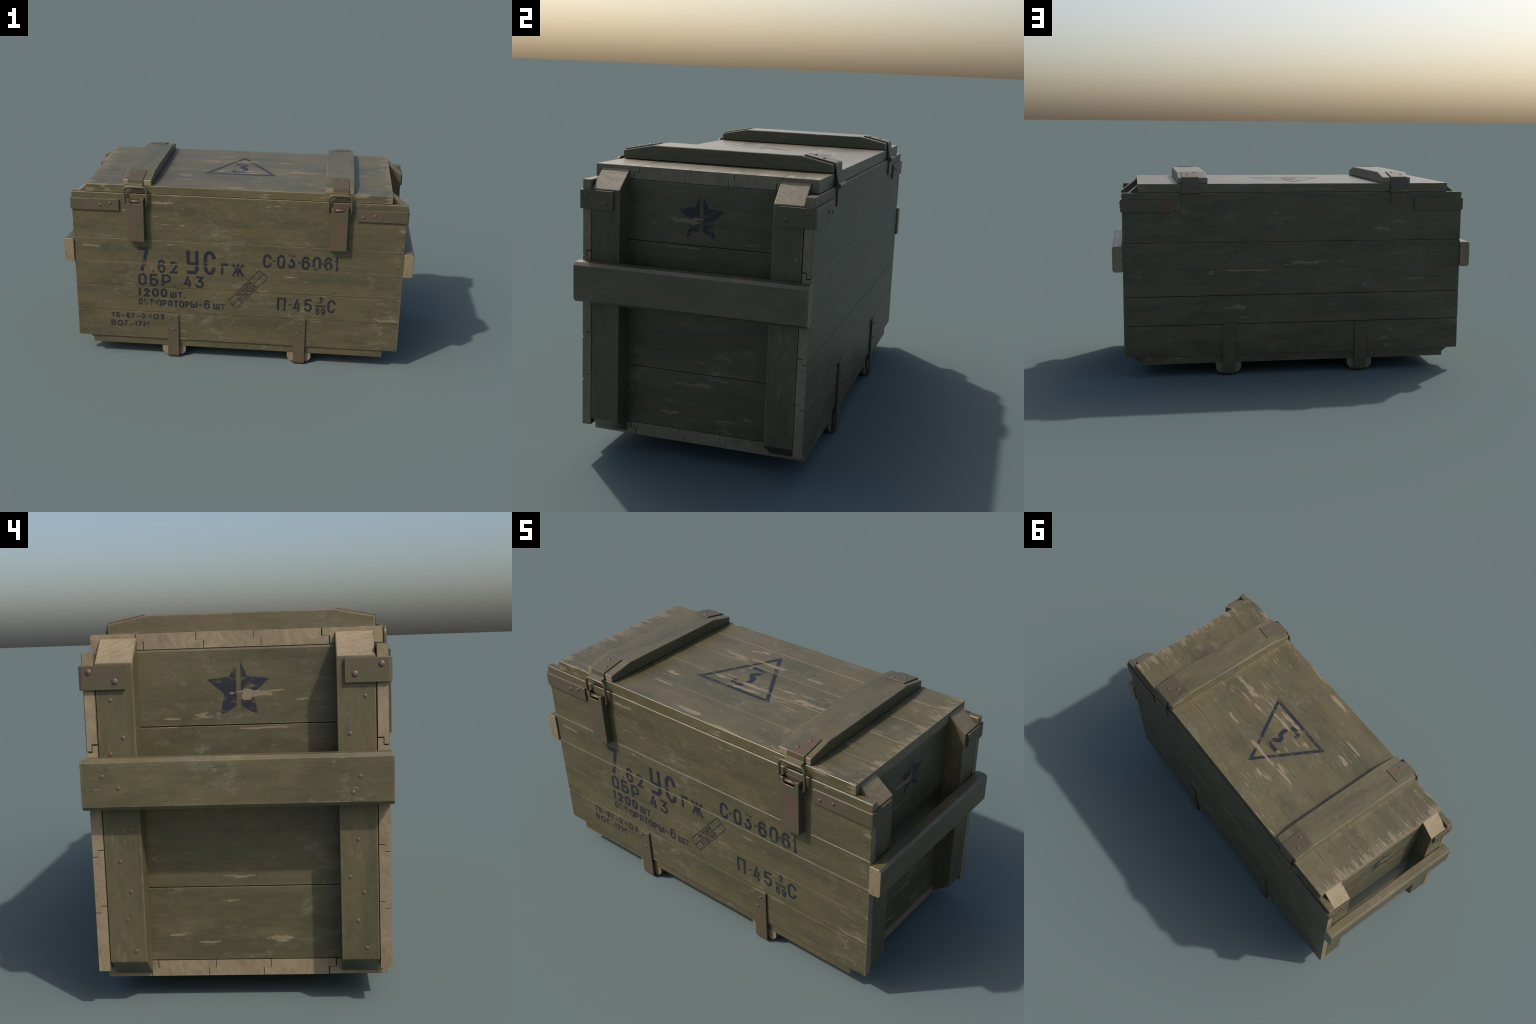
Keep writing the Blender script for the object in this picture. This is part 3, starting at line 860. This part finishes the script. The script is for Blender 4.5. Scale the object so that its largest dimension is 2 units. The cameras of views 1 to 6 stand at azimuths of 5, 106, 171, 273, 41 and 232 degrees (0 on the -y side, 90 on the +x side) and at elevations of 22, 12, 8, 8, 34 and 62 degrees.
# text lines: stroke width, then glyph, left, bottom, width, height (metres)
LINES = [
    (0.0185, [('7', -.5738, .5435, .0653, .1507), ('У', -.2899, .5410, .0709, .1468), ('C', -.1905, .5399, .0707, .1499)]),
    (0.0125, [(',', -.4903, .5377, .0118, .0158), ('6', -.4583, .5377, .0460, .0838), ('2', -.3848, .5384, .0437, .0787),
              ('Г', -.0900, .5454, .0424, .0720), ('Ж', -.0267, .5397, .0695, .0769)]),
    (0.0115, [('0', -.5748, .4540, .0502, .0769), ('Б', -.5068, .4544, .0480, .0758), ('Р', -.4361, .4546, .0538, .0763),
              ('.', -.3643, .4519, .0070, .0095), ('4', -.3070, .4549, .0461, .0729), ('3', -.2361, .4536, .0472, .0748)]),
    (0.0118, [('1', -.5742, .3843, .0136, .0553), ('2', -.5437, .3833, .0341, .0559), ('0', -.4955, .3842, .0410, .0555),
              ('0', -.4445, .3837, .0396, .0572), ]),
    (0.0085, [('ш', -.3881, .3829, .0380, .0408), ('т', -.3433, .3852, .0276, .0381), ('.', -.3090, .3833, .0094, .0085)]),
    (0.0082, [('0', -.5772, .3286, .0263, .0413), ('Б', -.5454, .3285, .0231, .0410), ('т', -.5127, .3275, .0237, .0410),
              ('Ю', -.4798, .3262, .0411, .0418), ('Р', -.4349, .3274, .0268, .0405), ('А', -.4009, .3264, .0278, .0418),
              ('т', -.3678, .3255, .0252, .0418), ('0', -.3373, .3240, .0309, .0419), ('Р', -.3017, .3253, .0258, .0418),
              ('Ы', -.2687, .3249, .0392, .0428), ('-', -.2201, .3410, .0204, .0095), ('6', -.1887, .3227, .0344, .0581),
              ('ш', -.1365, .3242, .0407, .0360), ('т', -.0917, .3265, .0265, .0342), ('.', -.0620, .3243, .0078, .0102)]),
    (0.0126, [('C', .1508, .6017, .0495, .0848), ('-', .2050, .6405, .0158, .0108), ('0', .2303, .6026, .0478, .0847),
              ('3', .2938, .6059, .0417, .0812), ('-', .3498, .6398, .0150, .0101), ('6', .3702, .6021, .0492, .0825),
              ('0', .4329, .6021, .0484, .0845), ('.', .4845, .6377, .0093, .0125), ('6', .4985, .6047, .0477, .0810),
              ('I', .5588, .6021, .0208, .0850)]),
    (0.0108, [('П', .2375, .3386, .0500, .0830), ('-', .3042, .3744, .0167, .0088), ('4', .3306, .3369, .0440, .0809),
              ('5', .3954, .3408, .0445, .0800), ('-', .4592, .3742, .0572, .0100), ('C', .5277, .3393, .0482, .0823)]),
    (0.0076, [('2', .4799, .3972, .0206, .0401), ('5', .4616, .3239, .0229, .0423), ('9', .4935, .3223, .0246, .0441)]),
    (0.0068, [('/7', -.7449, .2366, .0216, .0352), ('5', -.7152, .2375, .0224, .0352), ('-', -.6859, .2475, .0252, .0062),
              ('6', -.6531, .2364, .0230, .0371), ('/7', -.6239, .2381, .0215, .0342), ('-', -.5946, .2475, .0260, .0058),
              ('/2', -.5613, .2371, .0244, .0361), ('-', -.5276, .2475, .0090, .0048), ('1', -.5122, .2435, .0080, .0292),
              ('O', -.4927, .2377, .0348, .0360), ('3', -.4482, .2390, .0228, .0341)]),
    (0.0068, [('В', -.7462, .1847, .0280, .0374), ('O', -.7097, .1843, .0368, .0374), ('/Г', -.6625, .1861, .0211, .0360),
              ('-', -.6343, .1955, .0264, .0059), ('1', -.6011, .1852, .0100, .0364), ('/7', -.5853, .1856, .0247, .0364),
              ('М', -.5513, .1841, .0358, .0384)]),
]
SEAM_CUT = 0.0030
for w, glyphs in LINES:
    w *= 1.12
    mk = Marks(on_front)
    for g in glyphs:
        mk.glyph(*g, w)
    mk.split('z', SEAMS_SIDE, SEAM_CUT).build("stencil_lettering", M_INK_FRONT)

# slanted two-row stamp
A, B, C_, D = (Vector(p) for p in ((-.0452, .3852), (.1319, .5866), (.1789, .5410), (-.0011, .3328)))
M0, M1 = (A + D) / 2, (B + C_) / 2
mk = Marks(on_front)
mk.stroke([A, B, C_, D], 0.0042, True)
mk.stroke([M0 + (M1 - M0) * 0.008, M1 - (M1 - M0) * 0.008], 0.0042)
ex = (B - A).normalized(); ey = Vector((-ex.y, ex.x))
for word, org, start, length in (("ЧЕРНАЯ", M0, 0.056, 0.128), ("ЗЕЛЕНАЯ", D, 0.046, 0.146)):
    pitch = length / len(word)
    for i, ch in enumerate(word):
        mk.glyph('3' if ch == 'З' else ch, start + i * pitch, 0.0075, pitch * 0.74, 0.0205, 0.0044,
                 lambda a, b: tuple(org + ex * (a + b * 0.18) + ey * b))
mk.split('z', SEAMS_SIDE, SEAM_CUT).build("stencil_stamp", M_INK_FRONT)

# hazard triangle with a figure on the lid
mk = Marks(on_lid)
tri = [Vector((-.2275, -.1085)), Vector((.1985, -.1085)), Vector((-.0202, .2580))]
cen = (tri[0] + tri[1] + tri[2]) / 3
inr = 0.1235                                                # inradius, to inset the centre line
mk.stroke([cen + (p - cen) * (1 - 0.0090 / inr) for p in tri], 0.0175, True)
mk.split('y', SEAMS_LID, SEAM_CUT).build("stencil_triangle", M_INK_LID)
mk = Marks(on_lid)
mk.stroke([(-.064, .101), (.012, .104)], 0.0225)
mk.stroke([(.006, .080), (-.023, .047), (-.017, .031), (.002, .023), (.009, .000), (.008, -.028)], 0.0250)
mk.stroke([(.002, -.048), (-.016, -.060), (-.036, -.062)], 0.0235)
mk.stroke([(-.046, -.060), (-.058, -.049), (-.062, -.032)], 0.0235)
mk.split('y', SEAMS_LID, SEAM_CUT).build("stencil_figure", M_INK_LID)

# split star on both ends
for sx in (-1, 1):
    mk = Marks(lambda u, v, h, s=sx: (s * (X_END + h), u, v))
    cy, cz = 0.0035, 0.8975
    star = []
    for i in range(10):
        r = 0.0905 if i % 2 == 0 else 0.0425
        a = math.pi / 2 + i * math.pi / 5
        star.append((cy + r * math.cos(a), cz + r * math.sin(a)))
    for i in range(10):                                     # fan of triangles round the centre
        mk.poly([(cy, cz), star[i], star[(i + 1) % 10]])
    mk.split('y', (cy,), 0.0066).build("stencil_star", M_INK_END)

bpy.context.view_layer.update()
